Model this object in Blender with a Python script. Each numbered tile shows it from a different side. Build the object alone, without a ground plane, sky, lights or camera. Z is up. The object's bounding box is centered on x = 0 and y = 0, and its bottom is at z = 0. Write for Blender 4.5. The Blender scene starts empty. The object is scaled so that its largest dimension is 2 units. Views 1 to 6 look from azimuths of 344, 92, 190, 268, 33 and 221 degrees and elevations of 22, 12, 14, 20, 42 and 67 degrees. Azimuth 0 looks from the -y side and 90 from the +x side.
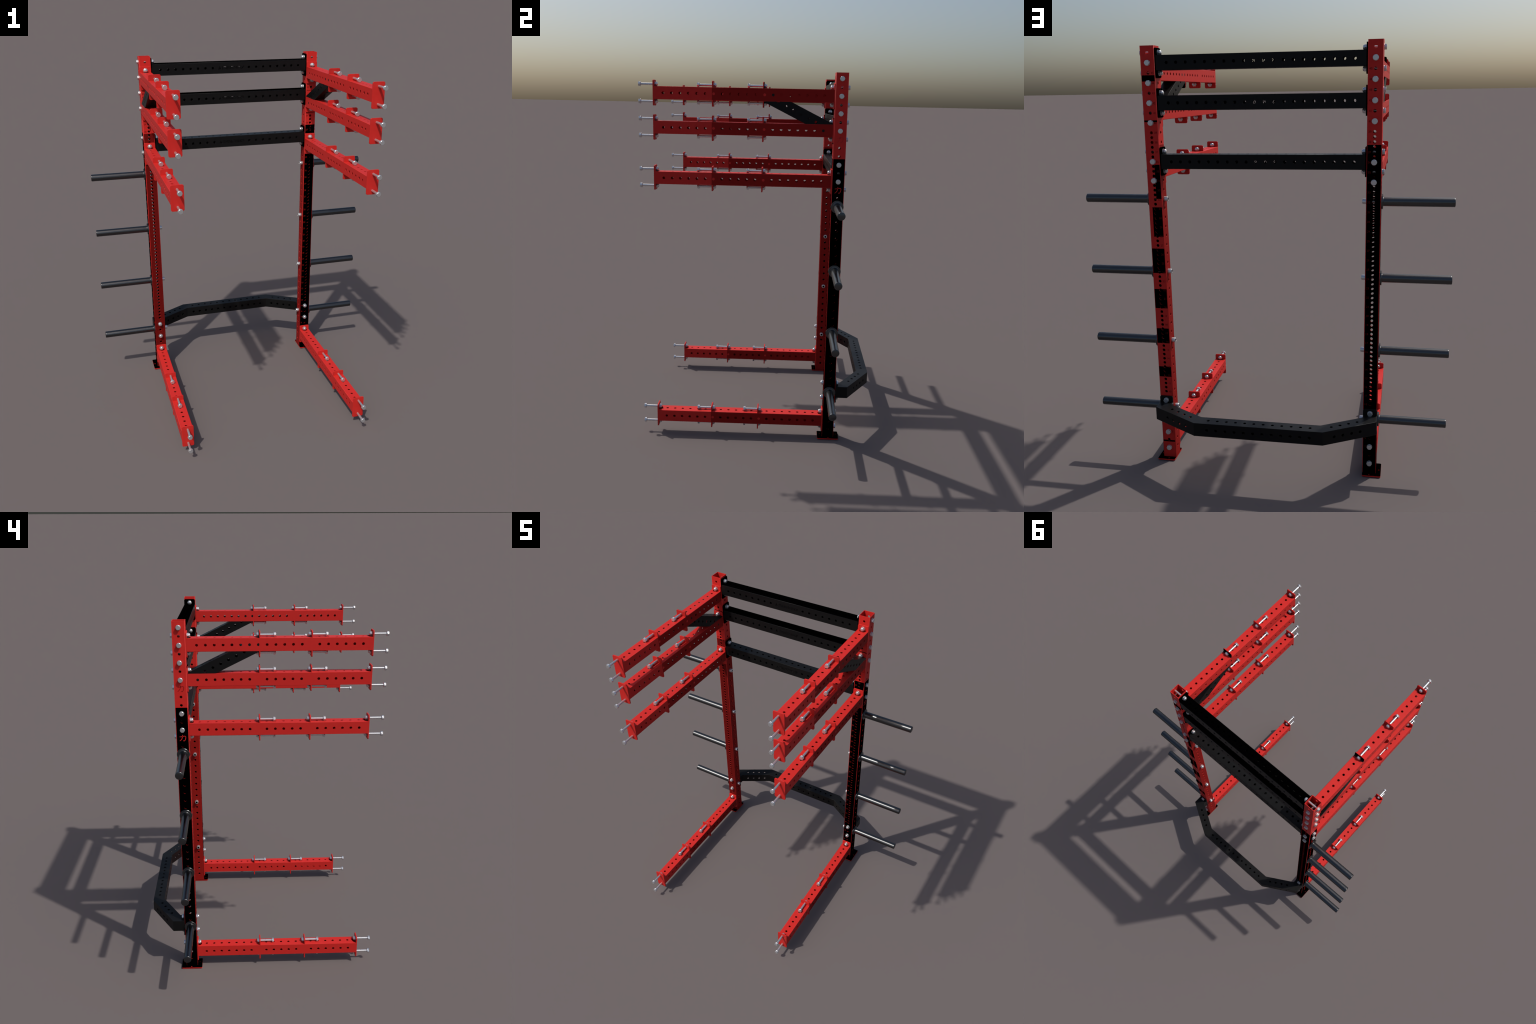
import bpy, bmesh, math
from mathutils import Vector, Matrix

# ------------------------------------------------------------------ sizes (metres)
W = 0.0655            # square tube, outside
HW = W / 2
WALL = 0.0028
FIL = 0.0014          # corner radius of arms, crossbars, brace and stabiliser
FIL_UP = 0.0024       # corner radius of the uprights
P = 0.043445           # hole pitch
HOLE = 0.0071         # hole radius
Z0 = 0.0580           # lowest hole of an upright
UX, UY = 0.5, 0.4042   # upright axis
TOP = 2.0
PL = 0.0062           # flange plate thickness
PH = 0.0645           # flange plate half height
YF = UY - HW          # front face of the uprights
YR = UY + HW          # rear face
ARM_END = -0.5606     # front faces of the arm plates
ARM_MID = -0.2568
ARM_NEAR = 0.0036
BAKED_SHADE_TOP = 1.5665       # overlap shading is painted onto the uprights below this height

def hz(k):
    return Z0 + k * P

# ------------------------------------------------------------------ materials
def new_mat(name):
    m = bpy.data.materials.new(name)
    m.use_nodes = True
    nt = m.node_tree
    b = nt.nodes["Principled BSDF"]
    return m, nt, b

def coat(name, col, rough=0.42, spec=0.5, vary=0.05, scale=60.0, bump=0.0):
    """powder coat: even colour with a faint mottling"""
    m, nt, b = new_mat(name)
    tc = nt.nodes.new("ShaderNodeTexCoord")
    nz = nt.nodes.new("ShaderNodeTexNoise")
    nz.inputs["Scale"].default_value = scale
    nz.inputs["Detail"].default_value = 4
    nt.links.new(tc.outputs["Object"], nz.inputs["Vector"])
    mx = nt.nodes.new("ShaderNodeMix")
    mx.data_type = 'RGBA'
    mx.inputs["A"].default_value = (*[c * (1 - vary) for c in col], 1)
    mx.inputs["B"].default_value = (*[c * (1 + vary) for c in col], 1)
    nt.links.new(nz.outputs["Fac"], mx.inputs["Factor"])
    nt.links.new(mx.outputs["Result"], b.inputs["Base Color"])
    b.inputs["Roughness"].default_value = rough
    b.inputs["Specular IOR Level"].default_value = spec
    if bump:
        bp = nt.nodes.new("ShaderNodeBump")
        bp.inputs["Strength"].default_value = bump
        bp.inputs["Distance"].default_value = 0.0004
        n2 = nt.nodes.new("ShaderNodeTexNoise")
        n2.inputs["Scale"].default_value = 900
        nt.links.new(tc.outputs["Object"], n2.inputs["Vector"])
        nt.links.new(n2.outputs["Fac"], bp.inputs["Height"])
        nt.links.new(bp.outputs["Normal"], b.inputs["Normal"])
    return m

def steel(name, col, rough, metallic=1.0):
    m, nt, b = new_mat(name)
    tc = nt.nodes.new("ShaderNodeTexCoord")
    nz = nt.nodes.new("ShaderNodeTexNoise")
    nz.inputs["Scale"].default_value = 120
    nt.links.new(tc.outputs["Object"], nz.inputs["Vector"])
    rr = nt.nodes.new("ShaderNodeMapRange")
    rr.inputs["To Min"].default_value = rough * 0.85
    rr.inputs["To Max"].default_value = rough * 1.15
    nt.links.new(nz.outputs["Fac"], rr.inputs["Value"])
    nt.links.new(rr.outputs["Result"], b.inputs["Roughness"])
    b.inputs["Base Color"].default_value = (*col, 1)
    b.inputs["Metallic"].default_value = metallic
    return m

RED_C = (0.545, 0.0225, 0.0185)
BLK_C = (0.0004, 0.0004, 0.0004)
RED = coat("red_powder_coat", RED_C, 0.5, 0.15)
RED_DIM = coat("red_coat_darkened_for_shade", tuple(c * 0.46 for c in RED_C), 0.55, 0.06, vary=0.12, scale=260)  # same red, darkened to carry the shading of overlapping faces
RED_DEEP = coat("red_coat_baked_deep_shade", tuple(c * 0.24 for c in RED_C), 0.55, 0.06, vary=0.3, scale=260)
RED_SPECK = coat("red_coat_baked_shading_noise", tuple(c * 0.8 for c in RED_C), 0.5, 0.2, vary=0.35, scale=420)
PITCH = coat("baked_self_shadow_black", BLK_C, 1.0, 0.0)  # near-zero colour bakes in the self-shadow of coincident faces
BLACK = coat("black_powder_coat", (0.0062, 0.0062, 0.0064), 0.42, 0.14, bump=0.04)
ZINC = steel("zinc_plated_steel", (0.62, 0.625, 0.64), 0.29, 0.76)
PIN = steel("dark_steel", (0.09, 0.093, 0.097), 0.3)

# rear face of one upright: red, self-shadow painted as uneven black bars, masked by height and side
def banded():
    m, nt, b = new_mat("red_coat_painted_shadow_bars")
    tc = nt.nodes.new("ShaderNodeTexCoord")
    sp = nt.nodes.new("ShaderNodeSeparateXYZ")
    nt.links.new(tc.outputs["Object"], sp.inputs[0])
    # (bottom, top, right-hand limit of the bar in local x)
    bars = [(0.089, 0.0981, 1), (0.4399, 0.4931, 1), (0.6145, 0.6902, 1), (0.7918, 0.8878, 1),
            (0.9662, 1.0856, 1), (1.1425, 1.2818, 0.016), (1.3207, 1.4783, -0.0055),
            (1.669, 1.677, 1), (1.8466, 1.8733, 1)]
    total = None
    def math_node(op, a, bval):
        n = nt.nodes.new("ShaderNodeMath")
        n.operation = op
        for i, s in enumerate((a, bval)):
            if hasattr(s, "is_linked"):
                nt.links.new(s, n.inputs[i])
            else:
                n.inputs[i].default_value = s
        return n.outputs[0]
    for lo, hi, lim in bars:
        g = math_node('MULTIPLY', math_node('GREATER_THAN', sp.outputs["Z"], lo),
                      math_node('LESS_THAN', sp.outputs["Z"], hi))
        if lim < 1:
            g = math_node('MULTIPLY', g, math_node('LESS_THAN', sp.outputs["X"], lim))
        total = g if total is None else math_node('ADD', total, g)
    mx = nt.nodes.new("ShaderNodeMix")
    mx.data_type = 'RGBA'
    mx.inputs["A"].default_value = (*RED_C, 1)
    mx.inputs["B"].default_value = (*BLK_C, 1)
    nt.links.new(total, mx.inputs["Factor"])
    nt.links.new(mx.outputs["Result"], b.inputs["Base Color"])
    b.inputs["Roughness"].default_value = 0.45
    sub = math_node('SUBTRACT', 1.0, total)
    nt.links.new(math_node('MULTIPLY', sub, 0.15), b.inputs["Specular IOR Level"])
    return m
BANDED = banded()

# ------------------------------------------------------------------ mesh building
class Builder:
    def __init__(self):
        self.v, self.f, self.m, self.s, self.key = [], [], [], [], {}

    def vert(self, p):
        k = (round(p[0], 6), round(p[1], 6), round(p[2], 6))
        if k not in self.key:
            self.key[k] = len(self.v)
            self.v.append(tuple(p))
        return self.key[k]

    def face(self, pts, mat, nrm, smooth=False):
        n = Vector((0, 0, 0))
        for i, p in enumerate(pts):
            q = pts[(i + 1) % len(pts)]
            n += Vector(p).cross(Vector(q))
        if n.dot(Vector(nrm)) < 0:
            pts = pts[::-1]
        ids = []
        for p in pts:
            i = self.vert(p)
            if i not in ids:
                ids.append(i)
        if len(ids) > 2:
            self.f.append(ids)
            self.m.append(mat)
            self.s.append(smooth)

    def mesh(self, name, mats, tf=None, sharp=None):
        me = bpy.data.meshes.new(name)
        me.from_pydata([tf(p) for p in self.v] if tf else self.v, [], self.f)
        for m in mats:
            me.materials.append(m)
        me.polygons.foreach_set("material_index", self.m)
        me.polygons.foreach_set("use_smooth", self.s)
        me.update()
        if sharp:
            me.set_sharp_from_angle(angle=math.radians(sharp))
        return me

SIDES = {'+a': ((1, 0), (0, 1)), '-a': ((-1, 0), (0, 1)), '+b': ((0, 1), (1, 0)), '-b': ((0, -1), (1, 0))}
NSEG = 16
NOTCH = 0.0212        # radius of the nut clearance cut into the arm ends

def square_tube(L, holes, matf, plugs=None, breaks=None, skip=None, w=W, start=0.0, end_mat=0, wall_mat=0, fil=FIL, notches=()):
    """Hollow square tube along c with round holes punched in each wall.
    Coordinates are (a, b, c). holes / plugs / breaks: per side lists of c positions."""
    B = Builder()
    h = w / 2
    flat = h - fil
    plugs, breaks, skip = plugs or {}, breaks or {}, skip or {}
    CH = 0.0090
    for side, (n, t) in SIDES.items():
        for inner in (False, True):
            d = h - (WALL if inner else 0)
            lim = flat if not inner else h - WALL
            sgn = -1 if inner else 1
            nrm = (sgn * n[0], sgn * n[1], 0)
            def pt(u, v):
                return (n[0] * d + t[0] * v, n[1] * d + t[1] * v, u)
            hs = sorted(holes.get(side, []))
            pg = sorted(plugs.get(side, [])) if not inner else []
            marks = sorted([(u, 0) for u in hs] + [(u, 1) for u in pg])
            cuts = sorted(set([start, L] + list(breaks.get(side, []))))
            sk = skip.get(side)
            spans, cur = [], start
            notched = side in notches
            KN = NOTCH + 0.003
            last = L
            if notched:
                cur, last = start + KN, L - KN
                for c0, dr in ((start, 1), (L, -1)):      # half-round nut clearance at each end
                    arc = [(math.cos(math.pi * (i / 16 - 0.5)), math.sin(math.pi * (i / 16 - 0.5))) for i in range(17)]
                    inn_r = [(c0 + dr * NOTCH * x, NOTCH * y) for x, y in arc]
                    box_r = [(c0 + dr * KN * x / max(abs(x), abs(y)), KN * y / max(abs(x), abs(y))) for x, y in arc]
                    mi = matf(side, c0 + dr * 0.01, inner)
                    for i in range(16):
                        B.face([pt(*inn_r[i]), pt(*box_r[i]), pt(*box_r[i + 1]), pt(*inn_r[i + 1])], mi, nrm)
                        if not inner:
                            d2 = h - WALL
                            o = [inn_r[i], inn_r[i + 1]]
                            lo = [(n[0] * d2 + t[0] * r[1], n[1] * d2 + t[1] * r[1], r[0]) for r in (o[1], o[0])]
                            mv = (o[0][1] + o[1][1]) / 2
                            mu = (o[0][0] + o[1][0]) / 2 - c0
                            B.face([pt(*o[0]), pt(*o[1])] + lo, 0, (-t[0] * mv, -t[1] * mv, -mu), True)
                    for sg in (-1, 1):
                        edge = [q for q in box_r if abs(q[1] - sg * KN) < 1e-7]
                        edge.sort(key=lambda q: q[0])
                        B.face([pt(*q) for q in edge] + [pt(edge[-1][0], sg * lim), pt(edge[0][0], sg * lim)], mi, nrm)
            for u, kind in marks:
                spans.append((cur, u - CH, None))
                spans.append((u - CH, u + CH, (u, kind)))
                cur = u + CH
            spans.append((cur, last, None))
            for u0, u1, hole in spans:
                if hole is None:
                    segs = [u0] + [c for c in cuts if u0 + 1e-5 < c < u1 - 1e-5] + [u1]
                    if sk:
                        segs = sorted(set(segs + [s for s in sk if u0 < s < u1]))
                    for a0, a1 in zip(segs, segs[1:]):
                        mid = (a0 + a1) / 2
                        if a1 - a0 < 1e-6 or (sk and sk[0] < mid < sk[1]):
                            continue
                        B.face([pt(a0, -lim), pt(a1, -lim), pt(a1, lim), pt(a0, lim)], matf(side, mid, inner), nrm)
                    continue
                uc, kind = hole
                mi = matf(side, uc, inner)
                ring, box = [], []
                for i in range(NSEG):
                    an = 2 * math.pi * i / NSEG
                    cu, cv = math.cos(an), math.sin(an)
                    k = CH / max(abs(cu), abs(cv))
                    ring.append((uc + HOLE * cu, HOLE * cv))
                    box.append((uc + k * cu, k * cv))
                for i in range(NSEG):
                    j = (i + 1) % NSEG
                    B.face([pt(*ring[i]), pt(*box[i]), pt(*box[j]), pt(*ring[j])], mi, nrm)
                q = NSEG // 8
                topi = [box[i] for i in range(q, 3 * q + 1)]
                boti = [box[i] for i in range(5 * q, 7 * q + 1)]
                B.face([pt(*x) for x in topi] + [pt(uc - CH, lim), pt(uc + CH, lim)], mi, nrm)
                B.face([pt(*x) for x in boti] + [pt(uc + CH, -lim), pt(uc - CH, -lim)], mi, nrm)
                if kind == 1:
                    B.face([pt(*x) for x in ring], 0, nrm)
                elif not inner:
                    d2 = h - WALL
                    for i in range(NSEG):
                        j = (i + 1) % NSEG
                        o = [pt(*ring[i]), pt(*ring[j])]
                        ii = [(n[0] * d2 + t[0] * r[1], n[1] * d2 + t[1] * r[1], r[0]) for r in (ring[j], ring[i])]
                        mv, mu = (ring[i][1] + ring[j][1]) / 2, (ring[i][0] + ring[j][0]) / 2 - uc
                        B.face(o + ii, wall_mat if mi == 1 else 0, (-t[0] * mv, -t[1] * mv, -mu), True)
    # rounded corners
    nf = 5
    outline = []
    for cx, cy, a0 in ((1, 1, 0), (-1, 1, 90), (-1, -1, 180), (1, -1, 270)):
        arc = []
        for i in range(nf + 1):
            an = math.radians(a0 + 90 * i / nf)
            arc.append((cx * flat + fil * math.cos(an), cy * flat + fil * math.sin(an)))
        for p, q in zip(arc, arc[1:]):
            B.face([(*p, start), (*q, start), (*q, L), (*p, L)], 0, (p[0] - cx * flat, p[1] - cy * flat, 0), True)
        outline += arc
    # cut ends
    hi = h - WALL
    for c, nz in ((start, -1), (L, 1)):
        m = len(outline)
        for i in range(m):
            p, q = outline[i], outline[(i + 1) % m]
            cl = lambda x: (max(-hi, min(hi, x[0])), max(-hi, min(hi, x[1])), c)
            pi, qi = cl(p), cl(q)
            B.face([(*p, c), (*q, c), qi, pi] if pi != qi else [(*p, c), (*q, c), pi], end_mat, (0, 0, nz))
    return B

def rounded_slab(wa, wb, t, r, rims=True):
    """plate in the a-b plane, thickness along c from 0 to t; slots 0 front(c=0) 1 back 2 rim"""
    B = Builder()
    o = []
    for cx, cy, a0 in ((1, 1, 0), (-1, 1, 90), (-1, -1, 180), (1, -1, 270)):
        for i in range(7):
            an = math.radians(a0 + 15 * i)
            o.append((cx * (wa - r) + r * math.cos(an), cy * (wb - r) + r * math.sin(an)))
    ch = min(0.0006, t * 0.2)
    sc = lambda p: (p[0] - math.copysign(ch, p[0]), p[1] - math.copysign(ch, p[1]))
    B.face([(*sc(p), 0) for p in o], 0, (0, 0, -1))
    B.face([(*sc(p), t) for p in o], 1, (0, 0, 1))
    n = len(o)
    for i in range(n):
        p, q = o[i], o[(i + 1) % n]
        nr = (p[0] + q[0], p[1] + q[1], 0)
        B.face([(*p, ch), (*q, ch), (*q, t - ch), (*p, t - ch)], 2, nr)
        B.face([(*sc(p), 0), (*sc(q), 0), (*q, ch), (*p, ch)], 2, (nr[0], nr[1], -0.01))
        B.face([(*sc(p), t), (*sc(q), t), (*q, t - ch), (*p, t - ch)], 2, (nr[0], nr[1], 0.01))
    return B

def lathe(B, prof, mat=0, n=24, smooth=True):
    """prof: list of (radius or function of angle, c or function of angle)"""
    def ev(x, a):
        return x(a) if callable(x) else x
    rings = []
    for r, c in prof:
        rings.append([(ev(r, 2 * math.pi * i / n) * math.cos(2 * math.pi * i / n),
                       ev(r, 2 * math.pi * i / n) * math.sin(2 * math.pi * i / n),
                       ev(c, 2 * math.pi * i / n)) for i in range(n)])
    for R, S in zip(rings, rings[1:]):
        for i in range(n):
            j = (i + 1) % n
            pts = [R[i], R[j], S[j], S[i]]
            cc = sum((Vector(p) for p in pts), Vector()) / 4
            nn = (Vector(R[j]) - Vector(R[i])).cross(Vector(S[i]) - Vector(R[i]))
            if nn.length < 1e-14:
                nn = (Vector(S[j]) - Vector(S[i])).cross(Vector(S[i]) - Vector(R[i]))
            # profile runs with increasing c outside: normal = tangent x axis direction
            B.face(pts, mat, nn, smooth)

# ------------------------------------------------------------------ scene helpers
def link(name, me, parent=None, loc=(0, 0, 0), rot=None):
    o = bpy.data.objects.new(name, me)
    bpy.context.scene.collection.objects.link(o)
    o.location = loc
    if rot is not None:
        o.rotation_mode = 'QUATERNION'
        o.rotation_quaternion = rot
    if parent is not None:
        o.parent = parent
        o.location = Vector(loc) - Vector(WORLD[parent.name])
    WORLD[o.name] = tuple(loc)
    return o
WORLD = {}

def axis_rot(c_dir, a_dir):
    c = Vector(c_dir).normalized()
    a = Vector(a_dir).normalized()
    b = c.cross(a)
    return Matrix((a, b, c)).transposed().to_quaternion()

root = link("squat_rack", None)
root.empty_display_size = 0.1
root["label"] = "red and black steel squat rack with storage arms and pegs"
root["category"] = "gym rack"

# ------------------------------------------------------------------ fasteners
AF = 0.0222
def hexr(af):
    return lambda a: (af / 2) / math.cos(((a - math.pi / 6) % (math.pi / 3)) - math.pi / 6)
GRIP = W + PL
def bolt_mesh():
    B = Builder()
    R = hexr(AF)
    lathe(B, [(0.0, -0.0113), (AF / 2 * 0.93, -0.0113), (AF / 2, lambda a: -0.0110),
              (lambda a: R(a), lambda a: -0.0110 + 0.6 * (R(a) - AF / 2) + 0.0004),
              (lambda a: R(a), -0.0024), (0.0126, -0.0024), (0.0128, -0.0020), (0.0128, 0.0), (0.0061, 0.0),
              (0.0061, GRIP + 0.011), (0.0, GRIP + 0.011)])
    return B.mesh("bolt", [ZINC], sharp=18)
def nut_mesh():
    B = Builder()
    R = hexr(0.0224)
    g = GRIP
    lathe(B, [(0.0060, g), (0.0128, g), (0.0128, g + 0.0016), (lambda a: R(a), g + 0.0016),
              (lambda a: R(a), lambda a: g + 0.0108 - 0.6 * (R(a) - 0.0112)), (0.0108, g + 0.0110),
              (0.0104, g + 0.0130), (0.0090, g + 0.0152), (0.0062, g + 0.0167), (0.0, g + 0.0172)])
    return B.mesh("nut", [ZINC], sharp=32)
BOLT, NUT = bolt_mesh(), nut_mesh()

def fasten(head_pos, direction, parent):
    a = (0, 0, 1)
    q = axis_rot(direction, a)
    link("bolt", BOLT, parent, head_pos, q)
    link("nut", NUT, parent, head_pos, q)

# ------------------------------------------------------------------ lettering helpers
def curve_mesh(name, cu, mats):
    o = bpy.data.objects.new(name, cu)
    bpy.context.scene.collection.objects.link(o)
    dg = bpy.context.evaluated_depsgraph_get()
    me = bpy.data.meshes.new_from_object(o.evaluated_get(dg))
    bpy.data.objects.remove(o)
    me.materials.clear()
    for m in mats:
        me.materials.append(m)
    return me

def text_curve(txt, size):
    cu = bpy.data.curves.new("text", 'FONT')
    cu.body = txt
    cu.size = size
    cu.align_x = 'CENTER'
    cu.align_y = 'CENTER'
    cu.resolution_u = 2
    return cu

_digits = {}
def number_verts(txt):
    """flat mesh data of a stamped number, 10 mm tall, centred"""
    if txt not in _digits:
        me = curve_mesh("number", text_curve(txt, 0.0142), [])
        vs = [tuple(v.co) for v in me.vertices]
        fs = [tuple(p.vertices) for p in me.polygons]
        xs = [v[0] for v in vs]; ys = [v[1] for v in vs]
        cx, cy = (max(xs) + min(xs)) / 2, (max(ys) + min(ys)) / 2
        sx = min(1.0, 0.0125 / (max(xs) - min(xs)))
        _digits[txt] = ([((v[0] - cx) * sx, v[1] - cy) for v in vs], fs)
        bpy.data.meshes.remove(me)
    return _digits[txt]

# strokes of the cut-out character, in a unit box (right, up)
STROKES = [[(0.02, 0.70), (0.25, 0.72), (0.55, 0.77), (0.84, 0.82), (0.97, 0.74), (0.98, 0.55), (0.90, 0.25),
            (0.78, 0.06), (0.66, 0.03), (0.55, 0.12)],
           [(0.47, 1.0), (0.50, 0.88), (0.49, 0.72), (0.40, 0.44), (0.24, 0.20), (0.03, 0.03)]]
def character(B, centre, right, nrm, size, mat):
    up = Vector((0, 0, 1))
    rt = Vector(right)
    for st in STROKES:
        pts = [Vector((x - 0.5, y - 0.5)) * size for x, y in st]
        L, R = [], []
        for i, p in enumerate(pts):
            d = (pts[min(i + 1, len(pts) - 1)] - pts[max(i - 1, 0)]).normalized()
            hw = size * (0.052 if 0 < i < len(pts) - 1 else 0.035)
            nn = Vector((-d.y, d.x)) * hw
            L.append(p + nn); R.append(p - nn)
        w = lambda q: tuple(Vector(centre) + rt * q.x + up * q.y)
        for i in range(len(pts) - 1):
            B.face([w(L[i]), w(R[i]), w(R[i + 1]), w(L[i + 1])], mat, nrm)

# ------------------------------------------------------------------ uprights
full = [hz(k) for k in range(45)]
half = [hz(k + 0.5) for k in range(7, 36)]
side_holes = [hz(k) for k in range(45) if k not in (31, 37)]
front_holes = sorted(full + half)

def upright(sx):
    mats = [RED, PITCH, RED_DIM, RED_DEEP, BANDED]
    def mf(side, u, inner):
        if inner and u < BAKED_SHADE_TOP:
            return 1  # tube inside blackened for the darkness seen through its holes
        if inner or u > BAKED_SHADE_TOP:
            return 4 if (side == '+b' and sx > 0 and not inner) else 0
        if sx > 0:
            return {'+a': 1, '-b': 1, '+b': 4, '-a': 2}[side]  # per-face colours hold the black and dim render shading, not separate coats
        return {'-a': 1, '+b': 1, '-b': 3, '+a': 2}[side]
    out, inn = ('+a', '-a') if sx > 0 else ('-a', '+a')
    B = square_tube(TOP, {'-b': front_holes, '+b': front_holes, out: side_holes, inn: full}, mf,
                    breaks={s: [BAKED_SHADE_TOP] for s in SIDES}, start=0.004, wall_mat=2, fil=FIL_UP)
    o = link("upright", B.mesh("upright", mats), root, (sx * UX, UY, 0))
    # stamped hole numbers on front and rear, cut-out characters on the outer side
    M = Builder()
    eps = 0.0003
    for k in range(2, 43):
        vs, fs = number_verts(str(k + 3))
        for face in ('front', 'rear'):
            if face == 'front':
                off, y, rx = (-0.0200, -HW - eps, 1)
            else:
                off, y, rx = (-0.0200 * sx, HW + eps, -1)
            z = hz(k)
            black = z < BAKED_SHADE_TOP and ((sx > 0 and face == 'front') or (sx < 0 and face == 'rear'))
            mat = 0 if (black and face == 'front') else 1
            for f in fs:
                M.face([(off + rx * vs[i][0], y, z + vs[i][1]) for i in f], mat, (0, -1 if face == 'front' else 1, 0))
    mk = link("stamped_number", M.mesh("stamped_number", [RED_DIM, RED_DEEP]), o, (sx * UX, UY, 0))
    mk["kind"] = "stuff"
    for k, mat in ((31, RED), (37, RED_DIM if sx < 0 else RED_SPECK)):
        C = Builder()
        character(C, (sx * (HW + eps), 0, 0), (0, sx, 0), (sx, 0, 0), 0.0335, 0)
        link("cut_character", C.mesh("cut_character", [mat]), o, (sx * UX, UY, hz(k)))
    # foot plate with three anchor holes
    cu = bpy.data.curves.new("foot", 'CURVE')
    cu.dimensions = '2D'
    cu.fill_mode = 'BOTH'
    cu.extrude = 0.0031
    x0, x1, y0, y1, r = -HW, 0.0552, -0.0588, 0.0592, 0.006
    o2 = []
    for cx, cy, a0 in ((x1 - r, y1 - r, 0), (x0 + r, y1 - r, 90), (x0 + r, y0 + r, 180), (x1 - r, y0 + r, 270)):
        for i in range(5):
            an = math.radians(a0 + 22.5 * i)
            o2.append((cx + r * math.cos(an), cy + r * math.sin(an)))
    rings = [o2]
    for hx, hy in ((0.0455, 0.002), (0.0, 0.0475), (0.0, -0.0445)):
        rings.append([(hx + 0.0036 * math.cos(i * math.pi / 8), hy + 0.0036 * math.sin(i * math.pi / 8)) for i in range(16)])
    for ring in rings:
        s = cu.splines.new('POLY')
        s.points.add(len(ring) - 1)
        for q, (x, y) in zip(s.points, ring):
            q.co = (x * sx, y, 0, 1)
        s.use_cyclic_u = True
    me = curve_mesh("foot_plate", cu, [RED, PITCH])
    for p in me.polygons:
        p.material_index = 1 if p.normal.z > 0.7 else 0
        p.use_smooth = False
    link("foot_plate", me, o, (sx * UX, UY, 0.0031))
    return o
UP = {s: upright(s) for s in (-1, 1)}

# ------------------------------------------------------------------ arms
ARM0 = YF - 0.0          # arms start at the upright's front face
def ay(y):               # distance along the arm
    return ARM0 - y
arm_tf = lambda p: (p[0], -p[2], p[1])       # a->x, b->z, c->-y
first = 0.3172
ks = list(range(20))
def arm_mesh(top_pair):
    hs = [ay(first - P * k) for k in ks if k not in ((13,) if top_pair else (7, 13))]
    hv = [ay(first - P * k) for k in ks if k not in (7, 13)]
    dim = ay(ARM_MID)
    plug = [ay(first - P * k) for k in (7, 13)]
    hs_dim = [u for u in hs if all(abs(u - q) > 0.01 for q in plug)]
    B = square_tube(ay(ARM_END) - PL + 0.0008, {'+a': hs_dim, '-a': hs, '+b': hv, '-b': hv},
                    lambda s, u, inner: 1 if (s == '+a' and not inner and u < dim) else 0,  # +x wall tinted darker behind the middle plate, a baked shading step
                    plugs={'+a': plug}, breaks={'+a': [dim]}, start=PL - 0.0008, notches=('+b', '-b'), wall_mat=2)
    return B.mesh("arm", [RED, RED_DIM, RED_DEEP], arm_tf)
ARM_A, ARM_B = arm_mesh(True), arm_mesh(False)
plate_tf = lambda p: (p[0], p[2], p[1])      # a->x, b->z, thickness towards +y
def slab(name, wa, wb, t, r, mats):
    return rounded_slab(wa, wb, t, r).mesh(name, mats, plate_tf)
PW = HW - 0.0003
PLATE_RED = slab("arm_plate", PW, PH, PL, 0.008, [RED, RED, RED])
PLATE_SPECK = slab("arm_plate_baked_noise", PW, PH, PL * 0.86, 0.008, [RED_SPECK, RED, RED])
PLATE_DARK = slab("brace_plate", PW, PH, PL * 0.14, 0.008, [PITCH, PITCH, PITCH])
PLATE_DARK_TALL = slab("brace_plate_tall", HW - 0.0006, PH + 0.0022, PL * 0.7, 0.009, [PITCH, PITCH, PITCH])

def fix_flip(me):
    # a reflected mapping turns the faces inside out: turn them back
    me.flip_normals()
for me in (PLATE_RED, PLATE_SPECK, PLATE_DARK, PLATE_DARK_TALL):
    fix_flip(me)

ARM_Z = [(hz(42), True), (hz(38), False), (hz(32), False), (hz(1), False)]
ARMS = {}
for sx in (-1, 1):
    for z, top in ARM_Z:
        x = sx * UX
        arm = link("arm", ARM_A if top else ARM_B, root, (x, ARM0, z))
        ARMS[(sx, round(z, 3))] = arm
        link("mounting_plate", PLATE_RED, arm, (x, YF - PL, z))
        for yp in (ARM_NEAR, ARM_MID, ARM_END):
            if top and yp == ARM_NEAR:
                link("arm_plate", PLATE_SPECK, arm, (x, yp, z))
            else:
                link("arm_plate", PLATE_RED, arm, (x, yp, z))
            for dz in (-P, P):
                fasten((x, yp - W - 0.0024, z + dz), (0, 1, 0), arm)
        for dz in (-P, P):
            fasten((x, YR, z + dz), (0, -1, 0), arm)

# ------------------------------------------------------------------ diagonal braces between the two upper arms
zl, zh = hz(38), hz(42)
ya, yb = YF - PL, ARM_NEAR + PL
ang = math.atan2(zh - zl, ya - yb)
Lb = math.hypot(zh - zl, ya - yb)
bh = [0.1027 - 0.006 + P * n for n in range(-1, 6)]
def brace_mesh():
    B = square_tube(Lb, {s: bh for s in SIDES}, lambda s, u, i: 0, w=W - 0.0007)
    def tf(p):
        a, b, c = p
        if c < 1e-4 or c > Lb - 1e-4:
            c = c + b * math.tan(ang)     # ends cut vertical
        # c runs forward (-y) and up; b is perpendicular, upward
        return (a, -c * math.cos(ang) + b * math.sin(ang), c * math.sin(ang) + b * math.cos(ang))
    return B.mesh("brace", [BLACK], tf)
BRACE = brace_mesh()
for sx in (-1, 1):
    br = link("brace", BRACE, root, (sx * UX, ya, zl))
    link("brace_plate", PLATE_DARK, br, (sx * UX, ARM_NEAR + PL * 0.86, zh))
    link("brace_plate", PLATE_DARK_TALL, br, (sx * UX, YF - PL * 0.85, zl))

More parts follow.
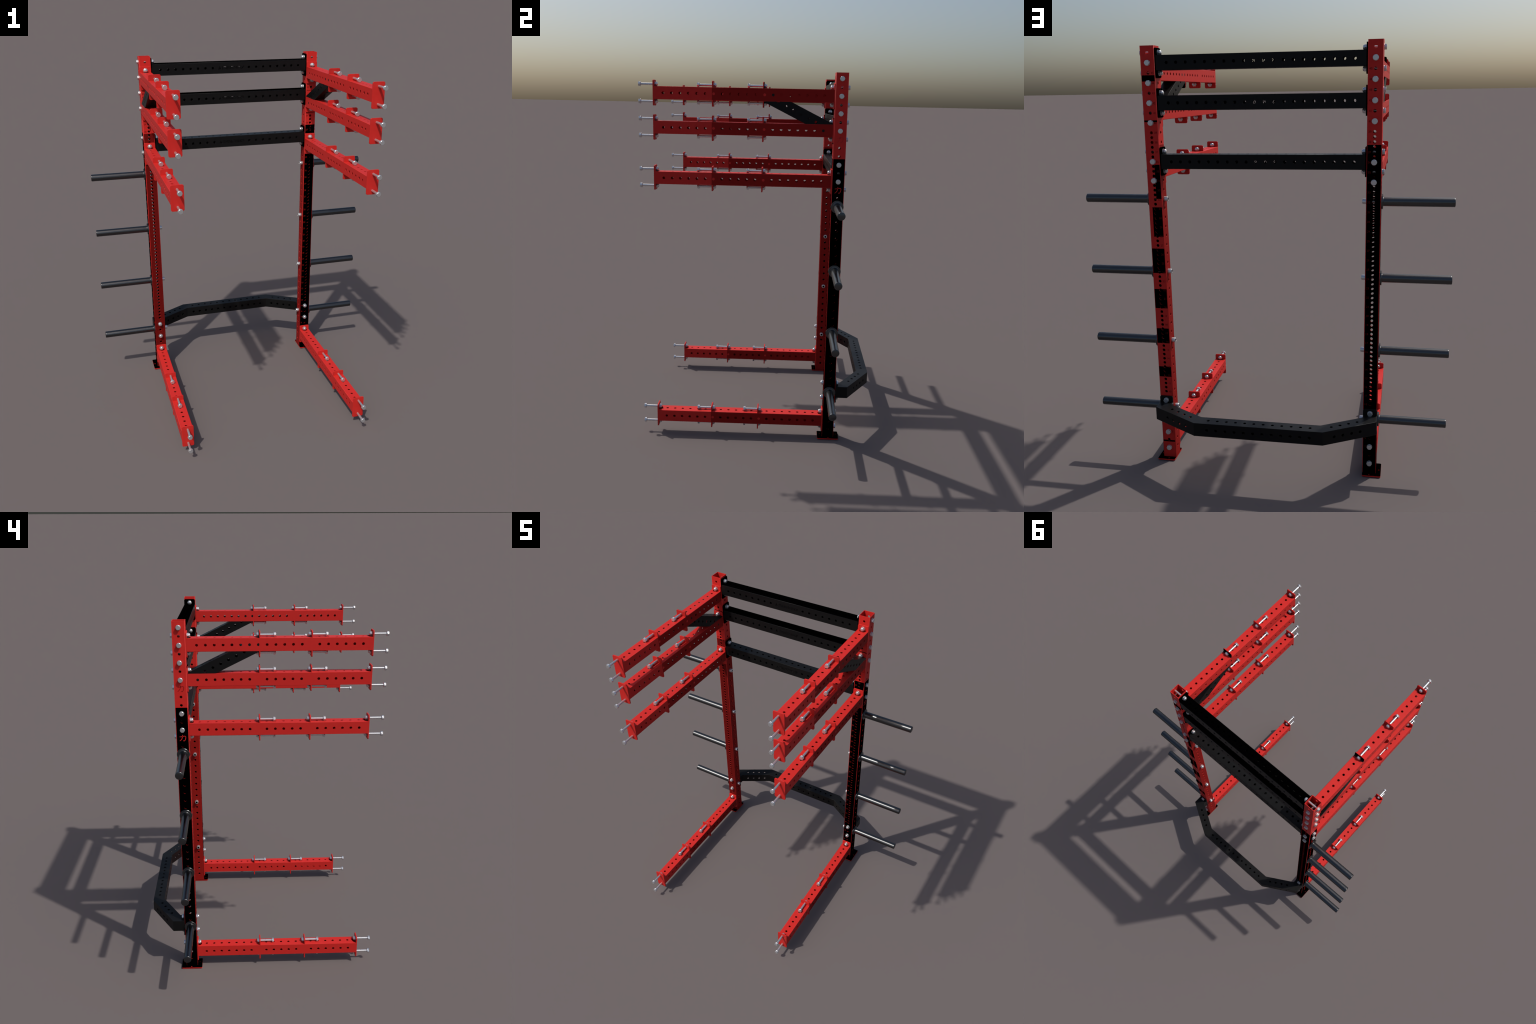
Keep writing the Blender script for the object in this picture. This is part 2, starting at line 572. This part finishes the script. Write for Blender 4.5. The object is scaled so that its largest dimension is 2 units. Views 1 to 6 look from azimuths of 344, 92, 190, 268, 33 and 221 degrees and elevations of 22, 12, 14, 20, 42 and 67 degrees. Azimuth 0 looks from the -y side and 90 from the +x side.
# ------------------------------------------------------------------ crossbars
XL = UX - HW             # inner faces of the uprights
bar_tf = lambda p: (p[2], p[0], p[1])       # a->y, b->z, c->x
xs = [(i - 9.5) * 0.0435 for i in range(20)]
SIGN = 0.0980
def crossbar_mesh(dark_top):
    hf = [x for x in xs if abs(x) > 0.1]
    B = square_tube(XL - 0.0005, {'+a': xs, '-a': hf, '+b': xs, '-b': xs},
                    lambda s, u, i: 1 if (s == '+b' and dark_top and not i) else 0, wall_mat=1,  # top wall coloured pure black where the overlap renders unlit
                    skip={'-a': (-SIGN, SIGN)}, start=-XL + 0.0005)
    return B.mesh("crossbar", [BLACK, PITCH], bar_tf)
def sign_mesh():
    """middle of the front wall: maker's lettering cut right through"""
    tx = text_curve("STRENGTHSHOP", 0.02)
    o = bpy.data.objects.new("t", tx)
    bpy.context.scene.collection.objects.link(o)
    dg = bpy.context.evaluated_depsgraph_get()
    tmp = o.evaluated_get(dg).to_curve(dg).copy() if hasattr(o, "to_curve") else None
    cu = bpy.data.curves.new("sign", 'CURVE')
    cu.dimensions = '2D'
    cu.fill_mode = 'BOTH'
    cu.extrude = WALL / 2
    cu.resolution_u = 3
    pts = [p.co for s in tmp.splines for p in (s.bezier_points if s.type == 'BEZIER' else s.points)]
    x0, x1 = min(p[0] for p in pts), max(p[0] for p in pts)
    y0, y1 = min(p[1] for p in pts), max(p[1] for p in pts)
    tx0, tx1, th = -0.0545, 0.0775, 0.0165
    fx = lambda p: (tx0 + (p[0] - x0) / (x1 - x0) * (tx1 - tx0), (p[1] - (y0 + y1) / 2) / (y1 - y0) * th, 0)
    for s in tmp.splines:
        n = cu.splines.new('BEZIER')
        n.bezier_points.add(len(s.bezier_points) - 1)
        for d, q in zip(n.bezier_points, s.bezier_points):
            d.handle_left_type = d.handle_right_type = 'FREE'
            d.co, d.handle_left, d.handle_right = fx(q.co), fx(q.handle_left), fx(q.handle_right)
        n.use_cyclic_u = True
    bpy.data.objects.remove(o)
    fl = HW - FIL
    logo = [[(-0.0765, -0.0085), (-0.0695, 0.0085), (-0.0672, 0.0085), (-0.0715, -0.0085)],
            [(-0.0695, -0.0085), (-0.0655, 0.0045), (-0.0605, -0.0085), (-0.0640, -0.0085), (-0.0658, -0.0030), (-0.0672, -0.0085)]]
    for ring in [[(-SIGN, -fl), (SIGN, -fl), (SIGN, fl), (-SIGN, fl)]] + logo:
        s = cu.splines.new('POLY')
        s.points.add(len(ring) - 1)
        for q, (x, y) in zip(s.points, ring):
            q.co = (x, y, 0, 1)
        s.use_cyclic_u = True
    return curve_mesh("lettered_panel", cu, [BLACK])
SIGN_ME = sign_mesh()
BAR_DARK, BAR = crossbar_mesh(True), crossbar_mesh(False)
flange_tf = lambda p: (p[2], p[0], p[1])
FLANGE = rounded_slab(HW + 0.0002, PH, PL, 0.008).mesh("flange_plate", [PITCH, PITCH, PITCH], flange_tf)
for k, dark in ((43, True), (39, True), (33, False)):
    z = hz(k)
    bar = link("crossbar", BAR_DARK if dark else BAR, root, (0, UY, z))
    link("lettered_panel", SIGN_ME, bar, (0, UY - HW + WALL / 2, z), Matrix.Rotation(math.pi / 2, 3, 'X').to_quaternion())
    for sx in (-1, 1):
        link("flange_plate", FLANGE, bar, (XL - PL if sx > 0 else -XL, UY, z))
        for dz in (-P, P):
            fasten((sx * (UX + HW), UY, z + dz), (-sx, 0, 0), bar)

# ------------------------------------------------------------------ bent rear stabiliser
zb = hz(5)
def stabiliser_mesh():
    B = Builder()
    # plan of the outer wall and of the inner wall, left half mirrored
    t30 = W * math.tan(math.radians(15))
    outer = [(UX + HW, YR + 0.003), (UX + HW, 0.5035), (0.3005, 0.6392)]
    d = (Vector(outer[2]) - Vector(outer[1])).normalized()
    th = math.atan2(d.y, -d.x)
    inner_in = (0.3005 - W * math.tan(th / 2), 0.6392 - W)
    m = math.tan((math.pi / 2 - th) / 2)
    inner = [(UX - HW, YR + 0.003), (UX - HW, 0.5035 - W * m), inner_in]
    full_o = outer + [(-x, y) for x, y in outer[::-1]]
    full_i = inner + [(-x, y) for x, y in inner[::-1]]
    fl = HW - FIL
    def seg(o0, o1, i0, i1, holes):
        O0, O1, I0, I1 = map(Vector, (o0, o1, i0, i1))
        nrm_o = (O1 - O0).orthogonal().normalized()
        if nrm_o.dot(O0 - I0) < 0:
            nrm_o = -nrm_o
        ax = (O1 - O0).normalized()
        base = (O0 + I0) / 2
        # frame: s along axis from the mid mitre point, q across (towards outside)
        Lm = ((O1 + I1) / 2 - base).dot(ax)
        def sh(q, end):
            a, b = (O0, I0) if end == 0 else (O1, I1)
            f = (q + HW) / W
            p = b.lerp(a, f)
            return (p - base).dot(ax)
        def xyz(s, q, z):
            p = base + ax * s + nrm_o * q
            return (p.x, p.y, z)
        for inner_shell in (False, True):
            hh = HW - (WALL if inner_shell else 0)
            lim = fl if not inner_shell else hh
            sg = -1 if inner_shell else 1
            for side in range(4):
                if side == 0:   pt = lambda s, v: xyz(s, hh, v);  en = lambda v: hh; nv = (nrm_o.x, nrm_o.y, 0)
                elif side == 1: pt = lambda s, v: xyz(s, -hh, v); en = lambda v: -hh; nv = (-nrm_o.x, -nrm_o.y, 0)
                elif side == 2: pt = lambda s, v: xyz(s, v, hh);  en = lambda v: v; nv = (0, 0, 1)
                else:           pt = lambda s, v: xyz(s, v, -hh); en = lambda v: v; nv = (0, 0, -1)
                nv = tuple(sg * c for c in nv)
                CH = 0.0090
                cur = None
                edges = []
                for u in holes:
                    edges.append((cur, u - CH, None)); edges.append((u - CH, u + CH, u)); cur = u + CH
                edges.append((cur, None, None))
                for u0, u1, uc in edges:
                    if uc is None:
                        pts = []
                        for v in (-lim, lim):
                            a = sh(en(v), 0) if u0 is None else u0
                            b = sh(en(v), 1) if u1 is None else u1
                            pts.append((pt(a, v), pt(b, v)))
                        B.face([pts[0][0], pts[0][1], pts[1][1], pts[1][0]], 0, nv)
                        continue
                    ring, box = [], []
                    for i in range(NSEG):
                        an = 2 * math.pi * i / NSEG
                        cu, cv = math.cos(an), math.sin(an)
                        k = CH / max(abs(cu), abs(cv))
                        ring.append((uc + HOLE * cu, HOLE * cv)); box.append((uc + k * cu, k * cv))
                    for i in range(NSEG):
                        j = (i + 1) % NSEG
                        B.face([pt(*ring[i]), pt(*box[i]), pt(*box[j]), pt(*ring[j])], 0, nv)
                    q = NSEG // 8
                    B.face([pt(*box[i]) for i in range(q, 3 * q + 1)] + [pt(uc - CH, lim), pt(uc + CH, lim)], 0, nv)
                    B.face([pt(*box[i]) for i in range(5 * q, 7 * q + 1)] + [pt(uc + CH, -lim), pt(uc - CH, -lim)], 0, nv)
                    if not inner_shell:
                        for i in range(NSEG):
                            j = (i + 1) % NSEG
                            o = [Vector(pt(*ring[i])), Vector(pt(*ring[j]))]
                            dn = Vector(nv) * WALL
                            cen = Vector(pt(uc, 0))
                            B.face([tuple(o[0]), tuple(o[1]), tuple(o[1] - dn), tuple(o[0] - dn)], 0,
                                   tuple(cen - (o[0] + o[1]) / 2), True)
        for cq, cz, a0 in ((1, 1, 0), (-1, 1, 90), (-1, -1, 180), (1, -1, 270)):
            arc = [(cq * fl + FIL * math.cos(math.radians(a0 + 18 * i)), cz * fl + FIL * math.sin(math.radians(a0 + 18 * i))) for i in range(6)]
            for (q0, z0), (q1, z1) in zip(arc, arc[1:]):
                nq, nz = (q0 + q1) / 2 - cq * fl, (z0 + z1) / 2 - cz * fl
                B.face([xyz(sh(q0, 0), q0, z0), xyz(sh(q0, 1), q0, z0), xyz(sh(q1, 1), q1, z1), xyz(sh(q1, 0), q1, z1)], 0,
                       (nrm_o.x * nq, nrm_o.y * nq, nz), True)
        return base, ax
    for i in range(5):
        o0, o1, i0, i1 = full_o[i], full_o[i + 1], full_i[i], full_i[i + 1]
        O0, O1, I0, I1 = map(Vector, (o0, o1, i0, i1))
        base = (O0 + I0) / 2
        ax = (O1 - O0).normalized()
        Lm = ((O1 + I1) / 2 - base).length
        if i in (0, 4):
            holes = []
        elif i == 2:
            holes = [Lm / 2 + (k - 5.5) * 0.0435 for k in range(12)]
        else:
            c = Lm / 2
            pm = (Vector((0.3355 + 0.447, 0.585 + 0.5206)) / 2)
            if i == 3:
                pm.x = -pm.x
            c = (pm - base).dot(ax)
            holes = [c + (k - 1.5) * 0.0433 for k in range(4)]
        seg(o0, o1, i0, i1, holes)
    return B.mesh("stabiliser_bar", [BLACK])
st = link("stabiliser_bar", stabiliser_mesh(), root, (0, 0, zb))
PLATE_BAR = slab("bar_plate", PW, PH, PL, 0.008, [BLACK, BLACK, BLACK])
fix_flip(PLATE_BAR)
for sx in (-1, 1):
    link("flange_plate", PLATE_BAR, st, (sx * UX, YR, zb))
    for dz in (-P, P):
        fasten((sx * UX, YR + PL, zb + dz), (0, -1, 0), st)

# ------------------------------------------------------------------ weight storage pegs
def peg_mesh():
    B = Builder()
    r, L = 0.0202, 0.850 - UX - HW
    lathe(B, [(0.0, 0.0), (0.0335, 0.0), (0.0335, 0.0068), (0.0325, 0.0078), (r + 0.002, 0.0080), (r + 0.0006, 0.0088), (r, 0.0102), (r, 0.0115),
              (r, L - 0.0045), (r, L - 0.003), (r - 0.001, L - 0.001), (r - 0.003, L), (0.0, L)], n=48)
    return B.mesh("storage_peg", [PIN], sharp=40)
def sleeve_mesh():
    B = Builder()
    g = W
    lathe(B, [(0.0, -0.0), (0.0060, 0.0), (0.0060, g), (0.0119, g), (0.0119, g + 0.0145), (0.0106, g + 0.0175), (0.0068, g + 0.0183),
              (0.0064, g + 0.0176)], n=24)
    lathe(B, [(0.0064, g + 0.0176), (0.0064, g + 0.0070), (0.0, g + 0.0070)], mat=1, n=24)
    return B.mesh("sleeve_nut", [ZINC, PITCH], sharp=35)
PEG, SLV = peg_mesh(), sleeve_mesh()
for sx in (-1, 1):
    for k in (29, 21, 13, 5):
        p = (sx * (UX + HW), UY, hz(k) - 0.0009)
        pg = link("storage_peg", PEG, root, p, axis_rot((sx, 0, 0), (0, 0, 1)))
        q = axis_rot((-sx, 0, 0), (0, 0, 1))
        s = link("sleeve_nut", SLV, None, p, q)
        s.parent = pg
        s.location = (0, 0, 0)
        s.rotation_quaternion = pg.rotation_quaternion.inverted() @ q
